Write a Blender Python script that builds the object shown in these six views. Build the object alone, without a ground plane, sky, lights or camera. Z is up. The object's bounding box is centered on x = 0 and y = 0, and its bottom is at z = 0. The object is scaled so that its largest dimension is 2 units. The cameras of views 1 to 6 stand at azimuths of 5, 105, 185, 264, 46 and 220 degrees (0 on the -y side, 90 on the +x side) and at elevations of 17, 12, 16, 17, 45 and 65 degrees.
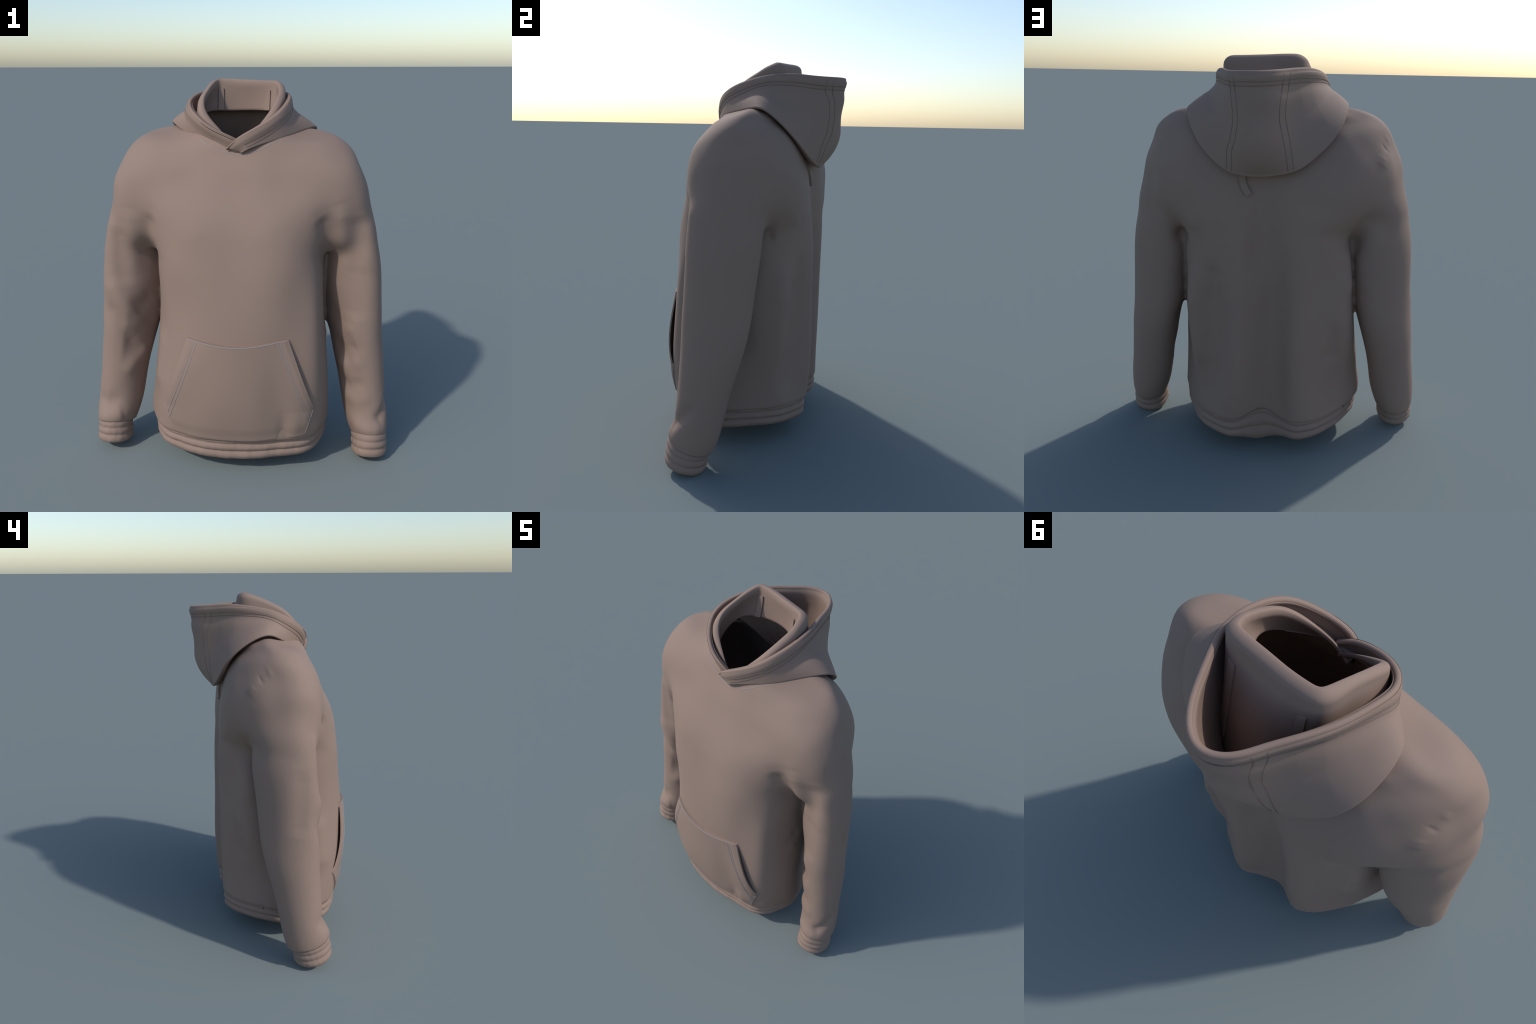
import bpy, bmesh, math, random
import numpy as np
from mathutils import Vector
from mathutils.bvhtree import BVHTree

random.seed(7); rng = np.random.RandomState(7)
for o in list(bpy.data.objects):
    bpy.data.objects.remove(o, do_unlink=True)
A_ = np.array

# ------------------------------------------------------------------ helpers
def spline(xs, ys, x):
    """natural cubic spline, vectorised, ys may be (n,) or (n,k)"""
    xs = A_(xs, float); ys = A_(ys, float); x = A_(x, float)
    one = ys.ndim == 1
    if one: ys = ys[:, None]
    n = len(xs); h = np.diff(xs)
    M = np.zeros((n, n)); R = np.zeros((n, ys.shape[1]))
    M[0, 0] = M[-1, -1] = 1
    for i in range(1, n - 1):
        M[i, i-1] = h[i-1]; M[i, i] = 2 * (h[i-1] + h[i]); M[i, i+1] = h[i]
        R[i] = 6 * ((ys[i+1] - ys[i]) / h[i] - (ys[i] - ys[i-1]) / h[i-1])
    m = np.linalg.solve(M, R)
    k = np.clip(np.searchsorted(xs, x) - 1, 0, n - 2)
    hk = h[k][..., None]; a = (xs[k+1] - x)[..., None] / hk; b = 1 - a
    y = a * ys[k] + b * ys[k+1] + ((a**3 - a) * m[k] + (b**3 - b) * m[k+1]) * hk**2 / 6
    return y[..., 0] if one else y

def smooth01(x, a, b):
    t = np.clip((x - a) / (b - a), 0, 1); return t * t * (3 - 2 * t)

def vnoise(P, freq, seed=0):
    """smooth pseudo noise from a sum of sines (deterministic)"""
    r = np.random.RandomState(seed); out = np.zeros(len(P))
    for k in range(7):
        d = r.normal(size=3); d /= np.linalg.norm(d)
        out += np.sin(P @ d * freq * (0.6 + 0.9 * r.rand()) + r.rand() * 6.28)
    return out / 3.2

def seg_dist(P, poly):
    """distance of points to a polyline and parameter 0..1 along it"""
    poly = A_(poly, float); best = np.full(len(P), 9.); par = np.zeros(len(P)); n = len(poly) - 1
    for i in range(n):
        a, b = poly[i], poly[i+1]; d = b - a
        t = np.clip(((P - a) @ d) / (d @ d), 0, 1)
        q = np.linalg.norm(P - a - t[:, None] * d, axis=1); k = q < best
        best[k] = q[k]; par[k] = (i + t[k]) / n
    return best, par

def mesh_obj(name, V, F, mat, parent=None, smooth=True):
    me = bpy.data.meshes.new(name)
    me.from_pydata([tuple(v) for v in np.asarray(V, float)], [], F)
    me.validate(); me.update()
    bm = bmesh.new(); bm.from_mesh(me); bmesh.ops.recalc_face_normals(bm, faces=bm.faces)
    bm.to_mesh(me); bm.free()
    if smooth: me.polygons.foreach_set('use_smooth', [True] * len(me.polygons))
    ob = bpy.data.objects.new(name, me); bpy.context.collection.objects.link(ob)
    if mat: me.materials.append(mat)
    if parent: ob.parent = parent
    return ob

def grid_faces(nu, nv, closed_u=False, closed_v=False):
    F = []
    for i in range(nu if closed_u else nu - 1):
        for j in range(nv if closed_v else nv - 1):
            a, b = i, (i + 1) % nu; c, d = j, (j + 1) % nv
            F.append((a*nv + c, b*nv + c, b*nv + d, a*nv + d))
    return F

def bake(ob):
    dg = bpy.context.evaluated_depsgraph_get()
    me = bpy.data.meshes.new_from_object(ob.evaluated_get(dg))
    old = ob.data; ob.modifiers.clear(); ob.data = me
    bpy.data.meshes.remove(old); me.name = ob.name
    return ob

def tube(name, pts, r, mat, parent, sides=6):
    """thin round thread along a polyline"""
    P = A_(pts, float); n = len(P)
    T = np.gradient(P, axis=0); T /= np.linalg.norm(T, axis=1)[:, None] + 1e-9
    up = A_([.21, .35, .91]); N = np.cross(T, up); N /= np.linalg.norm(N, axis=1)[:, None] + 1e-9
    B = np.cross(T, N); V = []
    for k in range(sides):
        a = 2 * math.pi * k / sides
        V.append(P + r * (math.cos(a) * N + math.sin(a) * B))
    V = np.stack(V, 1).reshape(-1, 3)
    F = grid_faces(n, sides, closed_v=True)
    F += [tuple(range(sides))[::-1], tuple(range((n-1)*sides, n*sides))]
    return mesh_obj(name, V, F, mat, parent)

# ---------------------------------------------------------------- materials
def fabric(name, col, rough=.78, bump=.12, scale=420, var=.02, sheen=.15):
    m = bpy.data.materials.new(name); m.use_nodes = True
    nt = m.node_tree; nt.nodes.clear(); N = nt.nodes.new; L = nt.links.new
    out = N('ShaderNodeOutputMaterial'); bs = N('ShaderNodeBsdfPrincipled')
    L(bs.outputs[0], out.inputs[0])
    tc = N('ShaderNodeTexCoord')
    n1 = N('ShaderNodeTexNoise'); n1.inputs['Scale'].default_value = 3.2; n1.inputs['Detail'].default_value = 4
    n2 = N('ShaderNodeTexNoise'); n2.inputs['Scale'].default_value = scale; n2.inputs['Detail'].default_value = 2
    L(tc.outputs['Object'], n1.inputs['Vector']); L(tc.outputs['Object'], n2.inputs['Vector'])
    r = N('ShaderNodeValToRGB')
    r.color_ramp.elements[0].position = .3; r.color_ramp.elements[1].position = .7
    c = A_(col); r.color_ramp.elements[0].color = (*(c * (1 - var)), 1); r.color_ramp.elements[1].color = (*(c * (1 + var)), 1)
    L(n1.outputs['Fac'], r.inputs['Fac']); L(r.outputs['Color'], bs.inputs['Base Color'])
    b = N('ShaderNodeBump'); b.inputs['Strength'].default_value = bump; b.inputs['Distance'].default_value = .0012
    L(n2.outputs['Fac'], b.inputs['Height']); L(b.outputs['Normal'], bs.inputs['Normal'])
    bs.inputs['Roughness'].default_value = rough
    bs.inputs['Specular IOR Level'].default_value = .4
    return m

COL = (.252, .177, .141)
cloth = fabric('cotton_fleece', COL)
ribm = fabric('ribbed_knit', COL, bump=.25, scale=260)
thread_light = fabric('pale_thread', (.31, .31, .32), bump=0, var=.02)
thread_shade_dark = fabric('seam_thread_and_shade', (.178, .128, .104), bump=0, var=.02)  # hood stitch thread, also the painted shade lines beside the collar tapes

# --------------------------------------------------------------- top object
root = bpy.data.objects.new('hooded_sweatshirt', None)
bpy.context.collection.objects.link(root)
root['label'] = 'taupe brown pullover hooded sweatshirt with front pouch pocket'
root['category'] = 'sweatshirt'

# ============================================================ torso section
# closed cross sections, listed from the front centre over +x, the back and -x back to the front
TORSO = {
 .200: [(.01, -.420), (.12, -.410), (.22, -.385), (.32, -.366), (.405, -.315), (.460, -.215), (.480, -.100), (.438, .025), (.388, .138), (.330, .224),
        (.250, .282), (.170, .322), (.098, .302), (.028, .268), (-.040, .252), (-.115, .285), (-.175, .310), (-.252, .288), (-.330, .222), (-.408, .125), (-.462, .015),
        (-.492, -.090), (-.462, -.212), (-.398, -.312), (-.305, -.364), (-.210, -.402), (-.100, -.418)],
 .400: [(.01, -.444), (.12, -.430), (.22, -.402), (.32, -.386), (.412, -.343), (.467, -.234), (.474, -.105), (.424, .015), (.378, .142), (.332, .226),
        (.240, .258), (.155, .331), (.090, .315), (.030, .272), (-.035, .248), (-.100, .272), (-.165, .315), (-.248, .275), (-.322, .198), (-.405, .118), (-.458, .022),
        (-.482, -.085), (-.446, -.210), (-.382, -.322), (-.302, -.387), (-.200, -.422), (-.100, -.441)],
 .700: [(.01, -.442), (.12, -.430), (.22, -.404), (.32, -.374), (.410, -.330), (.450, -.224), (.456, -.080), (.434, .050), (.394, .174), (.350, .250),
        (.245, .256), (.145, .331), (.085, .318), (.030, .280), (-.030, .250), (-.095, .272), (-.165, .318), (-.245, .290), (-.332, .248), (-.412, .186), (-.444, .062),
        (-.448, -.070), (-.415, -.195), (-.355, -.302), (-.285, -.370), (-.200, -.415), (-.100, -.438)],
 .950: [(.01, -.412), (.12, -.405), (.22, -.388), (.32, -.352), (.398, -.304), (.432, -.204), (.438, -.060), (.425, .070), (.390, .178), (.335, .252),
        (.245, .284), (.140, .330), (.080, .316), (.025, .285), (-.035, .262), (-.095, .280), (-.165, .320), (-.245, .295), (-.325, .245), (-.398, .180), (-.430, .070),
        (-.434, -.060), (-.405, -.190), (-.355, -.290), (-.285, -.352), (-.200, -.394), (-.100, -.412)],
 1.120: [(.01, -.388), (.12, -.390), (.22, -.380), (.31, -.342), (.38, -.280), (.420, -.190), (.438, -.055), (.430, .070), (.390, .175), (.325, .262),
        (.245, .306), (.140, .326), (.085, .310), (.035, .275), (-.030, .268), (-.095, .288), (-.165, .320), (-.250, .306), (-.325, .262), (-.388, .170), (-.420, .065),
        (-.430, -.055), (-.408, -.190), (-.365, -.278), (-.300, -.342), (-.210, -.378), (-.100, -.390)],
 1.300: [(.01, -.354), (.12, -.358), (.22, -.346), (.30, -.315), (.36, -.262), (.395, -.185), (.410, -.055), (.408, .075), (.385, .175), (.330, .265),
        (.250, .306), (.150, .316), (.085, .306), (.030, .284), (-.030, .280), (-.095, .294), (-.165, .315), (-.250, .306), (-.325, .265), (-.380, .175), (-.402, .065),
        (-.405, -.055), (-.390, -.185), (-.355, -.262), (-.295, -.316), (-.210, -.345), (-.100, -.356)]}
# whole width slices of chest and shoulders (one half, mirrored): front centre -> shoulder point -> back centre
YOKE = {
 1.150: [(0, -.380), (.12, -.380), (.22, -.368), (.31, -.328), (.380, -.258), (.430, -.120), (.50, -.120), (.60, -.158), (.682, -.140), (.712, -.065),
         (.66, .055), (.58, .128), (.50, .135), (.442, .075), (.380, .180), (.25, .296), (.10, .296), (0, .262)],
 1.220: [(0, -.368), (.12, -.370), (.22, -.360), (.32, -.318), (.395, -.252), (.450, -.190), (.53, -.175), (.62, -.168), (.690, -.125), (.706, -.050),
         (.66, .062), (.585, .138), (.50, .168), (.43, .195), (.345, .275), (.22, .318), (.10, .302), (0, .270)],
 1.300: [(0, -.352), (.12, -.355), (.22, -.346), (.32, -.310), (.40, -.260), (.46, -.215), (.54, -.193), (.62, -.172), (.678, -.115), (.692, -.040),
         (.655, .068), (.585, .150), (.51, .202), (.44, .248), (.36, .294), (.22, .318), (.10, .305), (0, .279)],
 1.400: [(0, -.318), (.12, -.318), (.22, -.311), (.32, -.292), (.40, -.262), (.47, -.230), (.545, -.206), (.617, -.170), (.657, -.100), (.664, -.025),
         (.628, .070), (.57, .155), (.512, .218), (.45, .262), (.37, .296), (.22, .308), (.10, .298), (0, .280)],
 1.500: [(0, -.272), (.12, -.270), (.22, -.260), (.32, -.250), (.39, -.240), (.462, -.225), (.534, -.203), (.597, -.160), (.633, -.092), (.637, -.015),
         (.605, .065), (.555, .145), (.50, .205), (.44, .248), (.36, .276), (.22, .285), (.10, .280), (0, .270)],
 1.600: [(0, -.230), (.11, -.228), (.20, -.220), (.29, -.214), (.36, -.206), (.432, -.194), (.500, -.170), (.556, -.129), (.588, -.067), (.590, .000),
         (.562, .070), (.520, .135), (.465, .182), (.405, .218), (.34, .242), (.22, .255), (.10, .255), (0, .245)],
 1.660: [(0, -.198), (.10, -.200), (.18, -.194), (.26, -.182), (.33, -.168), (.392, -.154), (.456, -.128), (.518, -.086), (.553, -.036), (.560, .020),
         (.532, .075), (.485, .126), (.425, .165), (.375, .188), (.32, .206), (.20, .222), (.10, .222), (0, .215)],
 1.705: [(0, -.174), (.09, -.178), (.16, -.172), (.23, -.155), (.30, -.128), (.362, -.104), (.420, -.078), (.467, -.044), (.502, -.005), (.508, .038),
         (.480, .075), (.436, .110), (.383, .140), (.34, .158), (.28, .176), (.18, .196), (.09, .200), (0, .196)],
 1.735: [(0, -.152), (.07, -.155), (.13, -.150), (.20, -.132), (.25, -.098), (.30, -.060), (.35, -.025), (.40, .008), (.440, .035), (.452, .058),
         (.425, .085), (.37, .110), (.33, .138), (.28, .158), (.23, .175), (.15, .195), (.08, .200), (0, .196)],
 1.755: [(0, -.130), (.05, -.133), (.10, -.130), (.16, -.115), (.20, -.085), (.24, -.050), (.28, -.015), (.32, .015), (.360, .040), (.375, .058),
         (.352, .078), (.30, .098), (.26, .120), (.22, .140), (.18, .152), (.12, .170), (.06, .178), (0, .178)],
 1.775: [(0, -.08), (.03, -.08), (.06, -.08), (.10, -.07), (.13, -.05), (.16, -.03), (.19, -.005), (.21, .015), (.230, .035), (.236, .050),
         (.225, .065), (.20, .080), (.18, .095), (.15, .110), (.12, .120), (.08, .135), (.04, .140), (0, .140)]}

NT = 200
def closed_curve(pts, n):
    """smooth closed curve through the points, evenly spaced parameter"""
    p = A_(pts, float); k = len(p); q = np.concatenate([p[-4:], p, p[:5]])
    return spline(np.arange(-4, k + 5), q, np.arange(n) * k / n)
def loft(table, zs, n, fix=None):
    keys = sorted(table); C = A_([closed_curve(table[k], n) for k in keys])     # levels x n x 2
    out = []
    for z in zs:
        q = spline(keys, C.reshape(len(keys), -1), A_(z)).reshape(n, 2)
        out.append(np.concatenate([q, np.full((n, 1), z)], 1))
    return out
def capped(rings):
    n = len(rings[0]); V = np.concatenate(rings); F = grid_faces(len(rings), n, closed_v=True)
    F += [tuple(range(n)), tuple(range((len(rings)-1)*n, len(rings)*n))[::-1]]
    return V, F
def arch(x, y):
    """lower edge of the body rises over the valley in the middle of the back"""
    return .050 * np.exp(-((x - .01) / .075) ** 2) * smooth01(y, .12, .24)

rings = loft(TORSO, np.concatenate([[.2, .2, .2], np.linspace(.222, 1.30, 90)]), NT)
for i, (z, k) in enumerate(((.196, .945), (.205, .978), (.213, .996))):
    m = rings[i].mean(0); rings[i] = m + (rings[i] - m) * k; rings[i][:, 2] = z
for r_ in rings:
    r_[:, 2] += arch(r_[:, 0], r_[:, 1]) * (1 - smooth01(r_[:, 2], .2, .5))
body_v, body_f = [], []
v, f = capped(rings); body_v.append(v); body_f.append(f)
yoke = {k: p + [(-x, y) for x, y in p[-2:0:-1]] for k, p in YOKE.items()}
v, f = capped(loft(yoke, np.linspace(1.150, 1.775, 84), 260))
v[:, 2] += .010 * smooth01(-v[:, 0], .25, .45) * smooth01(v[:, 2], 1.55, 1.68)
body_v.append(v); body_f.append(f)

# ============================================================ sleeve lofts
# z, centre x, centre y, half width x, half depth y, slant of the ellipse
SLEEVE = A_([
 [.108, .708, -.130, .086, .094, -.05],
 [.135, .706, -.128, .096, .106, -.08],
 [.200, .695, -.114, .110, .117, -.12],
 [.300, .678, -.092, .119, .119, -.18],
 [.450, .655, -.069, .125, .130, -.22],
 [.600, .630, -.047, .136, .145, -.26],
 [.700, .611, -.038, .144, .153, -.29],
 [.800, .597, -.031, .153, .157, -.32],
 [.900, .589, -.024, .156, .160, -.34],
 [1.050, .580, -.012, .155, .165, -.38],
 [1.200, .573, -.002, .137, .170, -.44],
 [1.300, .562, -.002, .122, .170, -.47]])

def sleeve_loft(side):
    a = np.linspace(0, 2 * np.pi, 110, endpoint=False)
    out = []
    for z in np.linspace(.108, 1.30, 110):
        cx, cy, sx, sy, rho = spline(SLEEVE[:, 0], SLEEVE[:, 1:], A_(z))
        x = cx + sx * np.cos(a); y = cy + sy * (rho * np.cos(a) + math.sqrt(1 - rho * rho) * np.sin(a))
        y = y + .060 * np.clip(-np.cos(a), 0, 1) * np.clip(-np.sin(a), 0, 1) * smooth01(z, .48, .62) * (1 - smooth01(z, .76, .98))
        zz = z - (y + .13) * .30 * (1 - smooth01(z, .10, .30))
        out.append(np.stack([side * x, y, np.full_like(x, 1) * zz], -1))
    return capped(out)
for sd in (-1, 1):
    v, f = sleeve_loft(sd); body_v.append(v); body_f.append(f)

parts = [mesh_obj('blank', v, f, None) for v, f in zip(body_v, body_f)]
bm = bmesh.new()
for p in parts: bm.from_mesh(p.data)
me = bpy.data.meshes.new('shirt'); bm.to_mesh(me); bm.free()
for p in parts: bpy.data.objects.remove(p, do_unlink=True)
shirt = bpy.data.objects.new('shirt', me); bpy.context.collection.objects.link(shirt)
md = shirt.modifiers.new('r', 'REMESH'); md.mode = 'VOXEL'; md.voxel_size = .0075; md.adaptivity = 0
bake(shirt)

def arrays(me):
    v = np.empty(len(me.vertices) * 3); me.vertices.foreach_get('co', v)
    return v.reshape(-1, 3)
def normals(me):
    me.update(); v = np.empty(len(me.vertices) * 3); me.vertex_normals.foreach_get('vector', v)
    return v.reshape(-1, 3)
def laplace(P, me, it, lam=.5, mask=None):
    e = np.empty(len(me.edges) * 2, int); me.edges.foreach_get('vertices', e); e = e.reshape(-1, 2)
    deg = np.zeros(len(P)); np.add.at(deg, e[:, 0], 1); np.add.at(deg, e[:, 1], 1)
    for k in range(it):
        for l in (lam, -lam * 1.04):       # Taubin: no shrinking
            S = np.zeros_like(P); np.add.at(S, e[:, 0], P[e[:, 1]]); np.add.at(S, e[:, 1], P[e[:, 0]])
            D = (S / deg[:, None] - P) * l
            if mask is not None: D *= mask[:, None]
            P = P + D
    return P
def lap_plain(P, me, it, lam, mask):
    e = np.empty(len(me.edges) * 2, int); me.edges.foreach_get('vertices', e); e = e.reshape(-1, 2)
    deg = np.zeros(len(P)); np.add.at(deg, e[:, 0], 1); np.add.at(deg, e[:, 1], 1)
    for k in range(it):
        S = np.zeros_like(P); np.add.at(S, e[:, 0], P[e[:, 1]]); np.add.at(S, e[:, 1], P[e[:, 0]])
        P = P + (S / deg[:, None] - P) * lam * mask[:, None]
    return P

me = shirt.data
P = arrays(me)
P = laplace(P, me, 12)
# round the joints between the sleeves and the body
w = smooth01(P[:, 2], 1.08, 1.22) * (1 - smooth01(P[:, 2], 1.36, 1.50))
P = lap_plain(P, me, 45, .5, w)
P = lap_plain(P, me, 60, .5, np.exp(-((np.abs(P[:, 0]) - .46) / .07) ** 2 - ((P[:, 2] - 1.16) / .09) ** 2))
P = lap_plain(P, me, 9, .5, smooth01(P[:, 2], 1.25, 1.40))
P = lap_plain(P, me, 12, .5, smooth01(P[:, 2], 1.55, 1.65))
P = laplace(P, me, 30)
me.vertices.foreach_set('co', P.ravel()); Nrm = normals(me)

# ---- folds : polylines with width and height (positive out, negative in)
FOLDS = [
 # +x armpit
 ([(.425, -.27, 1.36), (.450, -.215, 1.26), (.465, -.15, 1.10)], .030, -.018),
 ([(.50, -.22, 1.42), (.52, -.20, 1.30), (.53, -.19, 1.17), (.50, -.15, 1.02)], .034, .020),
 ([(.595, -.18, 1.36), (.60, -.18, 1.22), (.565, -.19, 1.04)], .036, -.014),
 ([(.60, -.18, 1.10), (.585, -.19, .95), (.59, -.19, .80)], .050, -.014),
 # +x elbow and forearm
 ([(.46, -.08, .82), (.49, -.16, .79), (.55, -.19, .79)], .022, -.018),
 ([(.47, -.10, .73), (.51, -.17, .71), (.59, -.20, .76)], .024, .018),
 ([(.50, -.08, .64), (.54, -.18, .62), (.62, -.20, .66)], .022, -.018),
 ([(.52, -.08, .55), (.56, -.19, .53), (.64, -.21, .58)], .026, .016),
 ([(.55, -.08, .44), (.58, -.19, .42), (.66, -.22, .46)], .024, -.013),
 ([(.57, -.12, .36), (.62, -.22, .34), (.70, -.22, .38)], .026, .010),
 ([(.735, -.215, .235), (.775, -.16, .29), (.79, -.09, .37)], .022, -.022),
 ([(.60, -.20, .22), (.68, -.24, .20), (.76, -.20, .20)], .028, .012),
 # -x sleeve
 ([(-.425, -.26, 1.36), (-.46, -.20, 1.24), (-.475, -.14, 1.12)], .030, -.020),
 ([(-.54, -.20, 1.38), (-.545, -.19, 1.22), (-.53, -.18, 1.00)], .036, .014),
 ([(-.61, -.18, 1.28), (-.62, -.18, 1.12), (-.60, -.19, .95)], .034, -.013),
 ([(-.69, -.16, 1.00), (-.60, -.19, .84), (-.50, -.13, .70)], .034, .018),
 ([(-.71, -.16, .86), (-.62, -.20, .72), (-.54, -.16, .60)], .032, -.018),
 ([(-.55, -.16, .80), (-.48, -.08, .88)], .030, -.012),
 ([(-.62, -.20, .44), (-.57, -.16, .52), (-.53, -.06, .56)], .030, .012),
 ([(-.735, -.09, 1.15), (-.745, -.08, .95), (-.74, -.07, .78)], .036, -.012),
 ([(-.66, -.23, .33), (-.72, -.22, .28), (-.78, -.16, .30)], .030, -.014),
 ([(-.64, -.22, .215), (-.70, -.24, .21), (-.76, -.21, .20)], .030, .014),
 # pinch on the -x shoulder blade
 ([(-.552, .120, 1.578), (-.556, .112, 1.586)], .018, -.007),
 ([(-.565, .085, 1.612), (-.575, .065, 1.628)], .020, .004),
 ([(-.545, .145, 1.545), (-.530, .165, 1.500)], .020, .004),
 # back armpits
 ([(.40, .20, 1.14), (.43, .13, 1.13), (.44, .05, 1.15)], .024, -.020),
 ([(.30, .28, 1.24), (.36, .26, 1.17), (.42, .19, 1.16)], .034, .012),
 ([(-.46, .17, 1.30), (-.45, .14, 1.18), (-.45, .08, 1.05)], .030, -.016),
 # bulges above the hem
 ([(-.47, -.18, .26), (-.49, -.05, .26), (-.46, .10, .26)], .045, .012),
 ([(.40, -.31, .24), (.41, -.30, .30)], .024, .009)]
# broad swellings and hollows of the drape, no distinct crest
BROAD = [
 ([(-.385, .18, 1.05), (-.390, .17, .92)], .060, .020),
 ([(-.335, .22, .68), (-.335, .21, .56)], .058, -.018),
 ([(.355, .245, .92), (.36, .24, .82)], .055, .014),
 ([(.440, .03, .66), (.435, .03, .54)], .060, -.017),
 ([(.300, .245, .46), (.305, .24, .34)], .055, -.013),
 ([(.235, .285, .97), (.240, .28, .85)], .048, -.014),
 ([(-.48, -.05, 1.66), (-.56, -.08, 1.60), (-.62, -.09, 1.52)], .090, .015),
 ([(-.57, .12, 1.54), (-.60, .12, 1.46)], .080, .011),
 ([(-.41, -.26, .68), (-.42, -.26, .50)], .065, .017),
 ([(.60, .16, 1.40), (.60, .16, 1.28)], .075, -.016),
 ([(-.50, .16, 1.25), (-.58, .15, 1.20)], .060, -.014)]
disp = np.zeros(len(P))
for poly, wd, h in BROAD:
    d, t = seg_dist(P, poly); disp += h * np.exp(-(d / wd) ** 2)
for poly, wd, h in FOLDS:
    d, t = seg_dist(P, poly)
    taper = np.clip(np.sin(np.pi * np.clip(t, 0.0, 1)) * 1.5 + .25, 0, 1)
    disp += h * .8 * np.exp(-(d / (wd * 1.45)) ** 2) * taper
disp += .0022 * vnoise(P, 11, 3)
P = P + Nrm * disp[:, None]
P = laplace(P, me, 3)
me.vertices.foreach_set('co', P.ravel()); me.update()

# ---- open the neck, the hem and the two cuffs
def neck_inside(c):
    zplane = 1.66 + (c[:, 1] + .19) / .37 * .14
    e = (c[:, 0] / .268) ** 2 + ((c[:, 1] - .040) / .225) ** 2
    return (c[:, 2] > 1.60) & (e < 1)
bm = bmesh.new(); bm.from_mesh(me)
cen = A_([f.calc_center_median()[:] for f in bm.faces])
cut = neck_inside(cen) | ((cen[:, 2] < .2025 + arch(cen[:, 0], cen[:, 1])) & (np.abs(cen[:, 0]) < .54))
zc = .130 + .012 * (cen[:, 0] < 0) - (cen[:, 1] + .13) * .30
cut |= (np.abs(cen[:, 0]) > .54) & (cen[:, 2] < zc)
bmesh.ops.delete(bm, geom=[f for f, k in zip(list(bm.faces), cut) if k], context='FACES')
be = [e for e in bm.edges if e.is_boundary]
ring_ = {}
for e in be:
    a_, b_ = e.verts; ring_.setdefault(a_, []).append(b_); ring_.setdefault(b_, []).append(a_)
for k in range(30):                                     # even out the cut borders
    new = {v: (v.co + sum((n.co for n in ns), Vector()) / len(ns)) / 2 for v, ns in ring_.items()}
    for v, c_ in new.items(): v.co = c_
bm.to_mesh(me); bm.free(); me.update()
shirt_bvh_me = me
md = shirt.modifiers.new('s', 'SOLIDIFY'); md.thickness = .012; md.offset = -1; md.use_even_offset = False
bvh = None
def build_bvh(m):
    return BVHTree.FromPolygons([v.co[:] for v in m.vertices], [p.vertices[:] for p in m.polygons])
bvh = build_bvh(me)
bake(shirt); me = shirt.data
Nfull = normals(me).copy()
co = arrays(me)

def is_sleeve(c):
    x = np.abs(c[:, 0])
    lo = np.interp(c[:, 2], [0, .3, .42, .55, .7, .87, 1.05, 1.15, 1.25, 1.5, 1.7],
                   [.55, .53, .508, .478, .455, .436, .432, .436, .46, .47, .42])
    return x > lo
cen = np.empty(len(me.polygons) * 3); me.polygons.foreach_get('center', cen); cen = cen.reshape(-1, 3)
sl = is_sleeve(cen)
region = np.where(sl, np.where(cen[:, 0] > 0, 1, 2), 0)
polys = [tuple(p.vertices) for p in me.polygons]
def submesh(name, r):
    fs = [polys[i] for i in np.nonzero(region == r)[0]]
    used = np.unique(np.concatenate([A_(f) for f in fs])); mp = -np.ones(len(co), int); mp[used] = np.arange(len(used))
    m = bpy.data.meshes.new(name)
    m.from_pydata([tuple(v) for v in co[used]], [], [tuple(int(mp[i]) for i in f) for f in fs]); m.update()
    m.polygons.foreach_set('use_smooth', [True] * len(m.polygons))
    m.normals_split_custom_set_from_vertices([tuple(v) for v in Nfull[used]])
    m.materials.append(cloth)
    ob = bpy.data.objects.new(name, m); bpy.context.collection.objects.link(ob); ob.parent = root
    return ob
torso = submesh('torso', 0)
sleeves = [submesh('sleeve', 1), submesh('sleeve', 2)]
bpy.data.objects.remove(shirt, do_unlink=True)

def front_y(x, z, back=False):
    """y of the outer shirt surface at (x, z)"""
    h = bvh.ray_cast(Vector((x, 2 if back else -2, z)), Vector((0, -1 if back else 1, 0)))
    return (h[0].y, h[1]) if h[0] else (None, None)

# ================================================================= hem band
def rib_band(name, ring_fn, prof, n, mat, parent, seed, rough=.0012):
    """closed band: prof = list of (outward offset, 0..1 height), ring_fn(theta)->base point, outward, up*height"""
    th = np.linspace(0, 2 * np.pi, n, endpoint=False)
    B, O, U = ring_fn(th)
    V = np.stack([B + O * o + U * h for o, h in prof], 1)
    flat = V.reshape(-1, 3)
    Oo = np.repeat(O, len(prof), 0)
    flat = flat + Oo * (rough * vnoise(flat, 45, seed) + rough * .35 * vnoise(flat * A_([1, 1, .6]), 150, seed + 1))[:, None]
    return mesh_obj(name, flat, grid_faces(n, len(prof), closed_u=True, closed_v=True), mat, parent)

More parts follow.
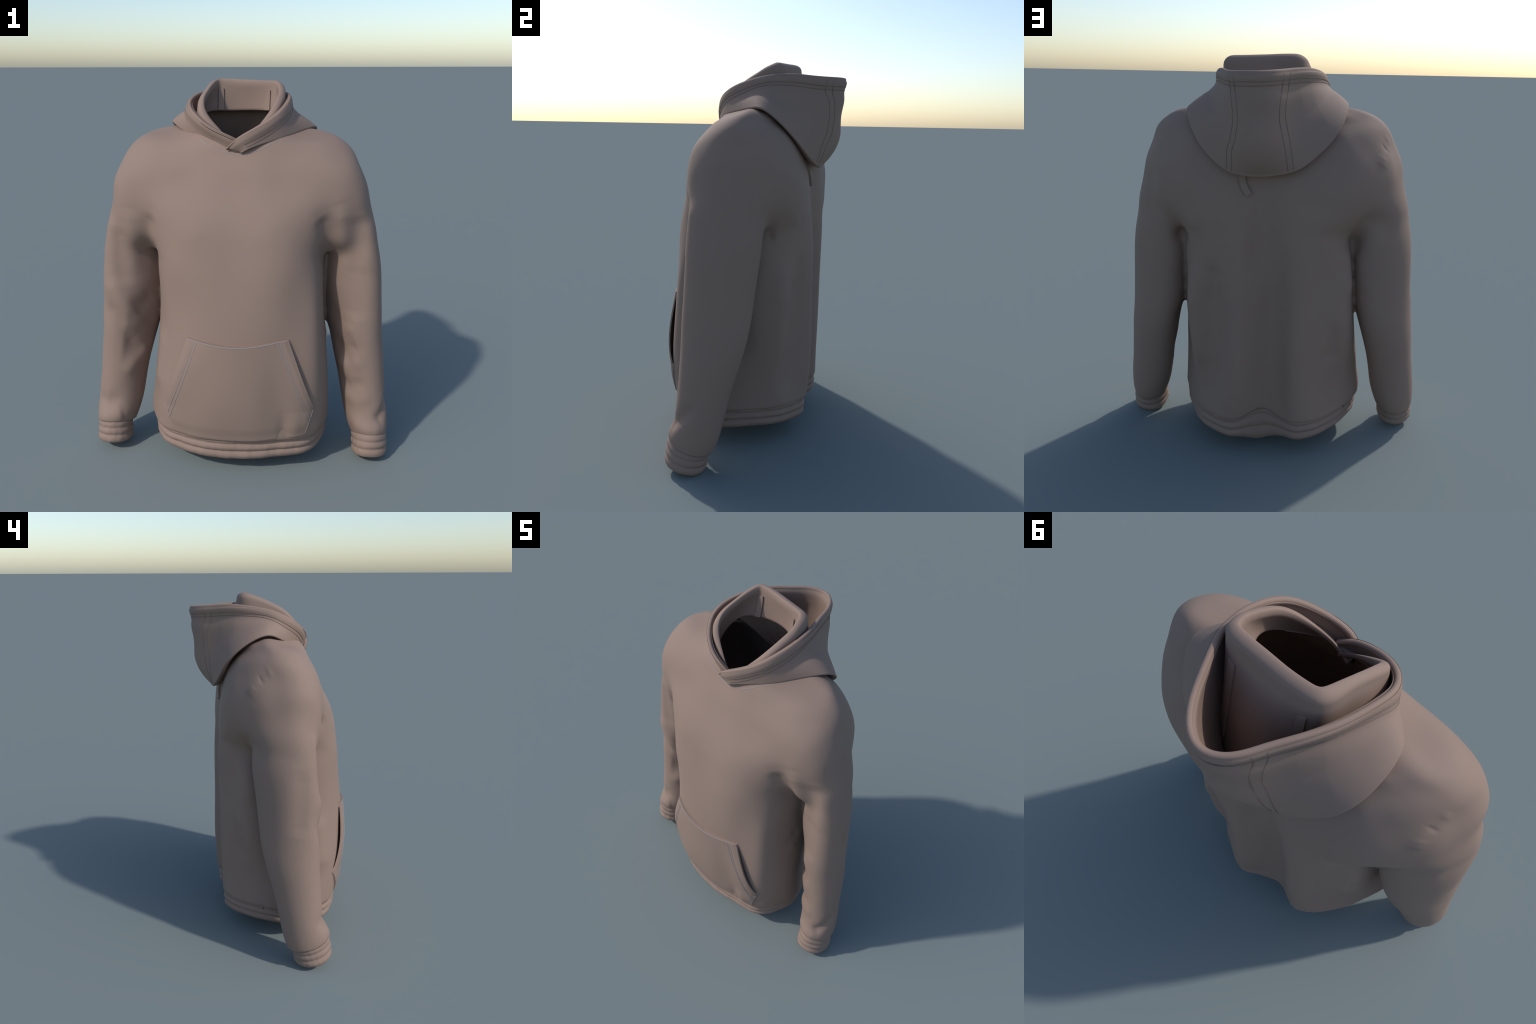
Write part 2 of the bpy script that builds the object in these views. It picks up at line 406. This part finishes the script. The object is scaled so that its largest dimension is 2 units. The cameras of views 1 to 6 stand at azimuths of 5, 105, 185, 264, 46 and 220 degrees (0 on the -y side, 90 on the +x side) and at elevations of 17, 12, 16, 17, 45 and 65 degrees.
def rib_profile(thick, ribs, bulge, lip, steps=9):
    """outer side with rounded ribs separated by grooves, then the inner side"""
    pr = []
    H = [0] + list(ribs) + [1]
    for a, b, k in zip(H[:-1], H[1:], range(99)):
        for i in range(steps):
            t = i / steps
            pr.append((bulge * (np.sin(np.pi * t) ** .85 if t > 0 else 0) * (1 if k < len(H) - 2 else lip), a + (b - a) * t))
    pr.append((0, 1.0)); pr.append((-thick * .5, 1.02)); pr.append((-thick, .98))
    pr.append((-thick, .5)); pr.append((-thick, .06)); pr.append((-thick * .6, -.03)); pr.append((-thick * .2, -.03))
    return pr

def hem_ring(t):
    lo = loft(TORSO, [.2], len(t))[0]; c = lo.mean(0)
    x = lo[:, 0] * .990; y = c[1] + (lo[:, 1] - c[1]) * (.982 + .016 * smooth01(lo[:, 1], .05, .25))
    b = np.stack([x, y, np.zeros_like(x)], -1)
    tg = np.roll(b, -1, 0) - np.roll(b, 1, 0); O = np.stack([tg[:, 1], -tg[:, 0], 0 * x], -1); O /= np.linalg.norm(O, axis=1)[:, None]
    back = smooth01(y, -.2, .25)
    b[:, 2] =   .092 + .010 * back + .012 * (np.abs(x) / .48) ** 2 - .65 * arch(x, y)
    top = .220 + arch(x, y) * 1.05
    U = np.stack([0 * x, 0 * x, top - b[:, 2]], -1)
    return b - O * .021, O, U + O * .010
hem = rib_band('hem_band', hem_ring, rib_profile(.018, (.37, .72), .011, .6), 520, ribm, root, 11, .0022)

# ==================================================================== cuffs
def cuff(side, seed):
    def ring(t):
        c0 = A_([.712, -.163, .026 + (.014 if side < 0 else 0)]); c1 = A_([.709, -.144, .137 + (.012 if side < 0 else 0)])
        x = np.cos(t); y = np.sin(t)
        O = np.stack([side * x, y * 1.1, 0 * x], -1); 
        b = np.stack([side * (c0[0] + 0.089 * x), c0[1] + .098 * y, c0[2] - .22 * (.103 * y)], -1)
        top = np.stack([side * (c1[0] + .089 * x), c1[1] + .098 * y, c1[2] - .32 * (.103 * y)], -1)
        O /= np.linalg.norm(O, axis=1)[:, None]
        return b, O, top - b
    pr = rib_profile(.014, (.36, .70), .0075, .65, 8)
    return rib_band('cuff', ring, pr, 200, ribm, root, seed, .0022)
cuffs = [cuff(1, 21), cuff(-1, 33)]

# ===================================================================== hood
# stations run from the overlapping front end on +x, round the back, to the -x front end
RIM = A_([(-.048, -.208, 1.688), (.012, -.226, 1.737), (.111, -.200, 1.791), (.207, -.125, 1.852), (.248, -.010, 1.896),
 (.251, .075, 1.916), (.238, .150, 1.928), (.207, .235, 1.931), (.177, .312, 1.925), (.138, .385, 1.921), (.080, .442, 1.921),
 (.010, .456, 1.922), (-.060, .415, 1.927), (-.112, .345, 1.933), (-.158, .281, 1.938), (-.200, .214, 1.938), (-.233, .138, 1.931),
 (-.259, .040, 1.914), (-.260, -.050, 1.883), (-.217, -.130, 1.840), (-.132, -.190, 1.786), (-.030, -.208, 1.742), (.045, -.192, 1.705)])
FOLD = A_([(.022, -.213, 1.668), (.060, -.218, 1.688), (.140, -.183, 1.715), (.235, -.115, 1.737), (.322, .006, 1.757),
 (.383, .105, 1.760), (.366, .180, 1.710), (.318, .242, 1.635), (.258, .287, 1.563), (.172, .310, 1.500), (.090, .325, 1.476),
 (.000, .317, 1.472), (-.090, .318, 1.485), (-.162, .308, 1.508), (-.235, .296, 1.562), (-.301, .265, 1.637), (-.352, .190, 1.725),
 (-.366, .070, 1.787), (-.312, -.020, 1.767), (-.222, -.103, 1.733), (-.134, -.156, 1.709), (-.049, -.188, 1.686), (.015, -.180, 1.662)])
RIDGE = A_([(-.028, -.162, 1.672), (.012, -.170, 1.690), (.086, -.150, 1.762), (.166, -.088, 1.856), (.197, -.005, 1.917),
 (.203, .040, 1.942), (.201, .080, 1.966), (.188, .125, 1.985), (.160, .142, 1.989), (.110, .151, 1.990), (.055, .159, 1.992),
 (.000, .166, 1.994), (-.045, .169, 1.996), (-.090, .169, 1.997), (-.128, .164, 1.997), (-.152, .138, 1.992), (-.166, .080, 1.973),
 (-.179, .015, 1.945), (-.188, -.050, 1.914), (-.172, -.110, 1.860), (-.102, -.148, 1.780), (-.030, -.168, 1.712), (.018, -.166, 1.682)])
LAG = A_([1, 1, 1.1, 1.4, 1.9, 2.1, 2.1, 2.1, 2.4, 3.2, 3.7, 3.8, 3.7, 3.2, 2.4, 2.1, 2.1, 2.0, 1.7, 1.3, 1, 1, 1])
_o = np.gradient(FOLD, axis=0); _o = np.stack([-_o[:, 1], _o[:, 0], 0 * _o[:, 0]], -1)
_o /= np.linalg.norm(_o, axis=1)[:, None]
if (_o * (FOLD - FOLD.mean(0))).sum() < 0: _o = -_o
FOLD = FOLD + _o * (.015 * smooth01(FOLD[:, 1], .10, .25) + .012 * (FOLD[:, 2] < 1.52))[:, None]
NS = len(RIM); SK = np.arange(NS)

def outward(C):
    t = np.gradient(C, axis=0); o = np.stack([t[:, 1], -t[:, 0], 0 * t[:, 0]], -1)
    return o / (np.linalg.norm(o, axis=1)[:, None] + 1e-9)

up_ = A_([0., 0., 1.])
class Hood:
    """hood surface as profile curves along the loop parameter s"""
    def __init__(self, n):
        self.s = np.linspace(0, NS - 1, n)
        self.E = spline(SK, RIM, self.s); self.D = spline(SK, FOLD, self.s); self.B = spline(SK, RIDGE, self.s)
        self.p = np.interp(self.s, SK, LAG)
        o = outward(self.E)
        if ((o * (self.E - self.E.mean(0))).sum(1)).mean() < 0: o = -o
        self.o = o
        ob = outward(self.B)
        if ((ob * (self.B - self.B.mean(0))).sum(1)).mean() < 0: ob = -ob
        k = np.ones(9) / 9
        self.ob = np.stack([np.convolve(np.pad(ob[:, i], 4, mode='edge'), k, 'valid') for i in range(3)], 1)
        self.ob /= np.linalg.norm(self.ob, axis=1)[:, None]
        # how much of the back / side the section belongs to: 0 front .. 1 back
        self.w = smooth01(self.E[:, 1], -.12, .12)
    def wall(self, t):
        """outer wall, t = 0 at the rim, 1 at the lower fold"""
        E, D, p = self.E, self.D, self.p
        f = t ** p
        q = E + (D - E) * A_([0, 0, t]) + (D - E) * np.stack([f, f, 0 * f], -1)
        L = np.linalg.norm(D - E, axis=1)
        # convex rim band above the stitching, slight waist below it
        d = t * L
        q = q + self.o * (.005 * np.exp(-((d - .028) / .02) ** 2) - .006 * np.exp(-((d - .075) / .03) ** 2) * self.w)[:, None]
        q = q + self.o * (.014 * np.sin(np.pi * np.clip((t - .55) / .45, 0, 1)) * self.w * (1 - .6 * smooth01(self.E[:, 1], .25, .38)))[:, None]
        # soft hollow in the middle of the back panel
        q = q - self.o * (.014 * np.exp(-((q[:, 0] - .01) / .09) ** 2 - ((q[:, 2] - 1.73) / .07) ** 2) * self.w)[:, None]
        return q
    def tuck(self, a):
        """rolls in under the lower fold, a = 0..1"""
        inn = A_([0, .05, 1.70]) - self.D; inn[:, 2] = 0
        inn /= np.linalg.norm(inn, axis=1)[:, None]
        th = a * math.pi * .8
        r = .017
        k = (.2 + .8 * self.w)[:, None]
        return self.D + inn * k * (r * (1 - math.cos(th)) + .05 * max(0, a - .4)) + up_ * (-r * math.sin(th) * .6 + .03 * max(0, a - .5))
    def trough(self):
        z = self.D[:, 2] + .02 + .02 * self.w
        C = self.B * .38 + self.E * .62
        f = self.B * .5 + self.E * .5
        C = f + (C - f) * self.w[:, None]
        C[:, 2] = np.minimum(z, np.minimum(self.E[:, 2], self.B[:, 2]) - .03)
        return C
    def inner(self, t):
        """inside of the outer layer, 0 at the rim, 1 at the trough"""
        C = self.trough(); E = self.E - self.o * .020
        q = E + (C - E) * t
        return q + self.o * (.012 * math.sin(math.pi * t) * self.w)[:, None] - self.o * (.004 if t < .18 else 0)

NH = 420
H = Hood(NH)
prof = []
for t in np.linspace(1, .04, 16): prof.append(H.inner(t))
for a in np.linspace(-20, 200, 9):
    a = math.radians(a); c = H.E - H.o * .010 - A_([0, 0, .010])
    prof.append(c - H.o * .0105 * math.cos(a) + A_([0, 0, 1]) * .0105 * math.sin(a))
for t in np.linspace(.045, 1, 46): prof.append(H.wall(t))
for a in np.linspace(.12, 1, 9): prof.append(H.tuck(a))
G = np.stack(prof, 1)
flat = G.reshape(-1, 3); flat = flat + .0003 * np.stack([vnoise(flat, 30, 50 + i) for i in range(3)], 1)
np_ = G.shape[1]
F = grid_faces(NH, np_)
F.append(tuple(range(np_))[::-1]); F.append(tuple(range((NH-1)*np_, NH*np_)))
hood = mesh_obj('hood', flat, F, cloth, root)

# --- collar roll: lining inside the neck, over the ridge, down into the trough
def neck_ring(Hd):
    ang = np.arctan2(Hd.B[:, 1] + .01, Hd.B[:, 0])
    x = .198 * np.cos(ang); y = -.022 + .168 * np.sin(ang)
    z = 1.69 + .15 * smooth01(y, -.20, .10)
    return np.stack([x, y, z], -1)
AR = neck_ring(H); CT = H.trough()
r = (.008 + .012 * smooth01(H.B[:, 2], 1.72, 1.88) + .006 * smooth01(H.B[:, 1], .05, .14))[:, None]
inw = -H.ob
ri = r * .4; ro = r * 1.4
top = H.B - A_([0, 0, 1]) * r * .7 + inw * r * .5
prof = []
up = A_([0, 0, 1])
cx_ = AR * A_([1, 1, 0]); cx_ /= np.linalg.norm(cx_, axis=1)[:, None]; wb = H.w[:, None]
for o_, d_ in ((.014, .002), (.012, .004), (.008, .006)): prof.append(AR + cx_ * o_ * wb - up * d_ * wb)
Bi = top + inw * ri - up * .012; Bo = top - inw * ro - up * .012
Bi2 = top + inw * r * 1.1 - up * .05 * smooth01(H.B[:, 2], 1.72, 1.95)[:, None]
for t in np.linspace(0, 1, 14)[:-1]:
    q0 = AR * (1 - t) + Bi * t
    prof.append(q0 + (-inw) * (.004 * math.sin(math.pi * t)))
for a in np.linspace(0, 180, 11):
    a = math.radians(a)
    prof.append(top + inw * (ri if math.cos(a) > 0 else ro) * math.cos(a) + up * r * .7 * math.sin(a) - up * .012 * (1 - math.sin(a)))
for t in np.linspace(0, 1, 26)[1:]:
    f = t ** (1.15 - .3 * t)
    q = Bo + (CT - Bo) * A_([f, f, t])
    prof.append(q)
prof = [p for p in prof]
G = np.stack(prof, 1); nc = G.shape[1]
flat = G.reshape(-1, 3) + .0016 * np.stack([vnoise(G.reshape(-1, 3), 22, 70 + i) for i in range(3)], 1)
G = flat.reshape(NH, nc, 3)
collar = mesh_obj('collar', flat, grid_faces(NH, nc), cloth, root)
md = collar.modifiers.new('s', 'SOLIDIFY'); md.thickness = .004; md.offset = -1
bake(collar); collar.data.polygons.foreach_set('use_smooth', [True] * len(collar.data.polygons))

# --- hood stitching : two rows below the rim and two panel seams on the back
def on_wall(hd, tt, lift):
    """polyline on the outer wall, tt = t per sample"""
    E = []
    for i in range(len(hd.s)):
        E.append(None)
    ts = np.linspace(0.03, 1, 80); W = np.stack([hd.wall(t) for t in ts], 1)
    out = np.empty((len(hd.s), 3))
    for k in range(3):
        for i in range(len(hd.s)):
            out[i, k] = np.interp(tt[i], ts, W[i, :, k])
    du = np.gradient(W, axis=0); dv = np.gradient(W, axis=1); N = np.cross(du, dv)
    N /= np.linalg.norm(N, axis=2)[..., None] + 1e-9
    N *= np.sign((N * hd.o[:, None]).sum(-1))[..., None]
    j = np.clip(np.searchsorted(ts, tt), 0, 79)
    return out + N[np.arange(len(tt)), j] * lift
L = np.linalg.norm(H.D - H.E, axis=1)
for dist in (.046, .064):
    tt = np.clip(dist / np.maximum(L, .07), 0, .9)
    q = on_wall(H, tt, .0006)
    tube('stitching', q[18:-34], .0012, thread_shade_dark, hood)

ts = np.linspace(.0, 1, 60)
W = np.stack([H.wall(max(t, .03)) for t in ts], 1)          # NH x 60 x 3
def seam_on_wall(xs_z, dx):
    """panel seam: given x as a function of height, find it on the back wall"""
    pts = []
    zz = A_([p[1] for p in xs_z]); xx = A_([p[0] for p in xs_z])
    back = (H.E[:, 1] > .20)
    idx = np.nonzero(back)[0]
    for k in range(len(ts)):
        row = W[idx, k]
        zr = row[:, 2].mean()
        tx = np.interp(zr, zz[::-1], xx[::-1]) + dx
        o = np.argsort(row[:, 0]); pts.append([tx, np.interp(tx, row[o, 0], row[o, 1]), np.interp(tx, row[o, 0], row[o, 2])])
    p = A_(pts); k = np.ones(5) / 5
    p = np.stack([np.convolve(np.pad(p[:, i], 2, mode='edge'), k, 'valid') for i in range(3)], 1)
    return p
SEAMS = [[(.135, 1.917), (.130, 1.874), (.116, 1.793), (.113, 1.737), (.124, 1.676), (.145, 1.619), (.150, 1.557), (.150, 1.48)],
         [(-.105, 1.924), (-.100, 1.878), (-.090, 1.797), (-.088, 1.742), (-.102, 1.682), (-.112, 1.636), (-.124, 1.565), (-.131, 1.48)]]
for sm in SEAMS:
    for dx in (-.012, .012):
        q = seam_on_wall(sm, dx)
        q[:, 1] += .0008
        tube('stitching', q[2:], .0011, thread_shade_dark, hood)

# --- seam tapes on the collar (inside and outside of the roll)
def tape(cols, s_mid, half, lift):
    """strip on the collar grid: cols = range of profile columns, s_mid station in x"""
    lo = []
    for j in cols:
        row = G[:, j]; idx = np.nonzero(row[:, 1] > .05)[0]; rr = row[idx]; o = np.argsort(rr[:, 0])
        line = []
        for dx in np.linspace(-half, half, 5):
            x = s_mid + dx
            line.append([x, np.interp(x, rr[o, 0], rr[o, 1]), np.interp(x, rr[o, 0], rr[o, 2])])
        lo.append(line)
    S = A_(lo)
    n = len(cols)
    du = np.gradient(S, axis=0); dv = np.gradient(S, axis=1); N = np.cross(du, dv); N /= np.linalg.norm(N, axis=2)[..., None] + 1e-9
    ref = S[..., 1:2] * 0 + A_([0, -1. if lift < 0 else 1., .15])
    N = N * np.sign((N * ref).sum(-1))[..., None]
    outer = S + N * abs(lift); inner_ = S - N * .006
    V = np.concatenate([outer.reshape(-1, 3), inner_.reshape(-1, 3)]); m = n * 5
    F = grid_faces(n, 5) + [tuple(i + m for i in f[::-1]) for f in grid_faces(n, 5)]
    ring = [i * 5 for i in range(n)] + [(n-1)*5 + j for j in range(1, 5)] + [i*5 + 4 for i in range(n-2, -1, -1)] + [j for j in range(3, 0, -1)]
    for a, b in zip(ring, ring[1:] + ring[:1]): F.append((a, b, b + m, a + m))
    ob = mesh_obj('seam_tape', V, F, cloth, collar, smooth=False)
    for e in (0, 4): tube('stitching', S[:, e] + N[:, e] * abs(lift) * .25 + (S[:, e] - S[:, 2]) * .08, .0014, thread_shade_dark, collar)  # dark tubes stand in for the shaded grooves along the tape edges
    return ob
inn_cols = list(range(3, 15)); out_cols = list(range(30, nc - 3))
for xm in (-.117, .128): tape(inn_cols, xm, .0140, -.0070)
for xm in (-.112, .150): tape(out_cols, xm, .0140, .0065)

# --- pale neckline seam on the chest
arc = A_([(-.185, -.150, 1.722), (-.148, -.174, 1.698), (-.095, -.188, 1.675), (-.040, -.200, 1.659), (.015, -.200, 1.652),
          (.070, -.196, 1.662), (.123, -.183, 1.678), (.171, -.164, 1.701), (.216, -.137, 1.731)])
q = spline(np.arange(9), arc, np.linspace(0, 8, 80)); pts = []
for x, y, z in q:
    h = bvh.ray_cast(Vector((x, -2, z)), Vector((0, 1, 0)))
    if h[0] and h[0].y < 0: pts.append((x, h[0].y - .0006, z))
if len(pts) > 10: tube('neckline_seam', pts, .0011, thread_light, torso)

# --- hanging loop below the hood on the back
lp = A_([(.098, 1.52), (.100, 1.467), (.097, 1.44), (.090, 1.415), (.080, 1.395), (.066, 1.374)])
lq = spline(np.arange(6), lp, np.linspace(0, 5, 24)); S = []
dl = np.gradient(lq, axis=0); nl = np.stack([-dl[:, 1], dl[:, 0]], 1); nl /= np.linalg.norm(nl, axis=1)[:, None]
for (x, z), (nx, nz) in zip(lq, nl):
    row = []
    for w in np.linspace(-.0145, .0145, 6):
        xx, zz = x + nx * w, z + nz * w
        y, _ = front_y(xx, zz, True); row.append((xx, y if y else .29, zz))
    S.append(row)
S = A_(S); n, m_ = S.shape[:2]
outer = S + A_([0, .012, 0]); inn_ = S - A_([0, .002, 0]); m = n * m_
F = grid_faces(n, m_) + [tuple(i + m for i in f[::-1]) for f in grid_faces(n, m_)]
ring = [i*m_ for i in range(n)] + [(n-1)*m_ + j for j in range(1, m_)] + [i*m_ + m_-1 for i in range(n-2, -1, -1)] + [j for j in range(m_-2, 0, -1)]
for a, b in zip(ring, ring[1:] + ring[:1]): F.append((a, b, b + m, a + m))
loop = mesh_obj('hanging_loop', np.concatenate([outer.reshape(-1, 3), inn_.reshape(-1, 3)]), F, cloth, torso, smooth=False)

# =================================================================== pocket
def pocket_edge(v):
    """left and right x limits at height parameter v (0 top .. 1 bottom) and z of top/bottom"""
    z = .772 + (.220 - .772) * v
    zl = [.775, .385, .30, .20]; 
    xl = np.interp(-z, [-.775, -.378, -.25, -.20], [-.231, -.377, -.333, -.318])
    xr = np.interp(-z, [-.777, -.393, -.25, -.20], [.269, .403, .367, .352])
    return xl, xr
NU, NV = 121, 121
u = np.linspace(0, 1, NU); v = np.linspace(0, 1, NV)
PG = np.zeros((NV, NU, 3)); PI = np.zeros((NV, NU, 3))
for j, vv in enumerate(v):
    xl, xr = pocket_edge(vv); z0 = .772 + (.220 - .772) * vv
    for i, uu in enumerate(u):
        x = xl + (xr - xl) * uu
        topdip = (-.022 * math.sin(math.pi * uu) ** 1.5) * (1 - vv) ** 3 + .004 * (1 - vv)
        botdip = 0.02 * (abs(uu - .5) * 2) ** 2 * vv ** 4
        z = z0 + topdip + botdip
        y, nr = front_y(x, z)
        if y is None: y = -.4
        # distance from the slanted openings, they stand off the body
        zed = np.clip((z - .385) / (.775 - .385), 0, 1)
        gape = math.sin(math.pi * min(max(zed, 0), 1)) if z > .385 else 0
        dl_ = (x - xl); dr_ = (xr - x)
        g = .019 * gape * (math.exp(-(dl_ / .11) ** 2) + math.exp(-(dr_ / .11) ** 2))
        edge = min(uu, 1 - uu, vv * 1.0)
        base = .0110 + .011 * (1 - vv) ** 5 * math.sin(math.pi * uu) + .006 * math.sin(math.pi * uu) * math.sin(math.pi * min(vv * 1.05, 1))
        base *= 1 - .6 * float(smooth01(vv, .85, 1))
        # stitched band ridge
        band = .0025 * math.exp(-((min(dl_, dr_) - .022) / .014) ** 2) * float(smooth01(z, .27, .42))
        y += .009 * math.exp(-((x - .245) / .028) ** 2 - ((z - .27) / .085) ** 2) - .005 * math.exp(-((x - .310) / .030) ** 2 - ((z - .28) / .08) ** 2)
        PG[j, i] = (x, y - base - g - band, z); PI[j, i] = (x, y - base - g - band + .008 if g > .004 else y + .004, z)
V = np.concatenate([PG.reshape(-1, 3), PI.reshape(-1, 3)]); m = NU * NV
F = grid_faces(NV, NU) + [tuple(i + m for i in f[::-1]) for f in grid_faces(NV, NU)]
ring = [i*NU for i in range(NV)] + [(NV-1)*NU + j for j in range(1, NU)] + [i*NU + NU-1 for i in range(NV-2, -1, -1)] + [j for j in range(NU-2, 0, -1)]
for a, b in zip(ring, ring[1:] + ring[:1]): F.append((a, b, b + m, a + m))
pocket = mesh_obj('pouch_pocket', V, F, cloth, root)
md = pocket.modifiers.new('e', 'EDGE_SPLIT'); md.split_angle = math.radians(50)
bake(pocket)
# stitching
def on_pocket(x, z):
    jj = np.clip((.772 - z) / (.772 - .220) * (NV - 1), 0, NV - 1.001); j = int(jj); f = jj - j
    row = PG[j] * (1 - f) + PG[j + 1] * f
    return [x, np.interp(x, row[:, 0], row[:, 1]) - .0010, z]
for a, b in (((-.193, .766), (-.356, .335)), ((-.180, .764), (-.348, .305)), ((.219, .764), (.378, .315)), ((.232, .766), (.384, .335))):
    t = np.linspace(0, 1, 60)
    bow = .004 * np.sin(np.pi * t) * (-1 if a[0] < 0 else 1)
    pts = [on_pocket(a[0] + (b[0] - a[0]) * k - w * .6, a[1] + (b[1] - a[1]) * k) for k, w in zip(t, bow)]
    tube('stitching', pts, .0010, thread_light, pocket)
tube('stitching', PG[0, 1:-1] + A_([0, -.0002, .0002]), .0014, thread_light, pocket)
for side in (0, NU - 1):
    k = [j for j in range(NV) if .240 < PG[j, side, 2] < .385]
    tube('stitching', PG[k, side] + A_([0, -.0003, 0]), .0008, thread_light, pocket)

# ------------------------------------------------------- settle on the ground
bpy.context.view_layer.update()
lo = min((o.matrix_world @ v.co).z for o in bpy.data.objects if o.type == 'MESH' for v in o.data.vertices)
print('lowest', lo)
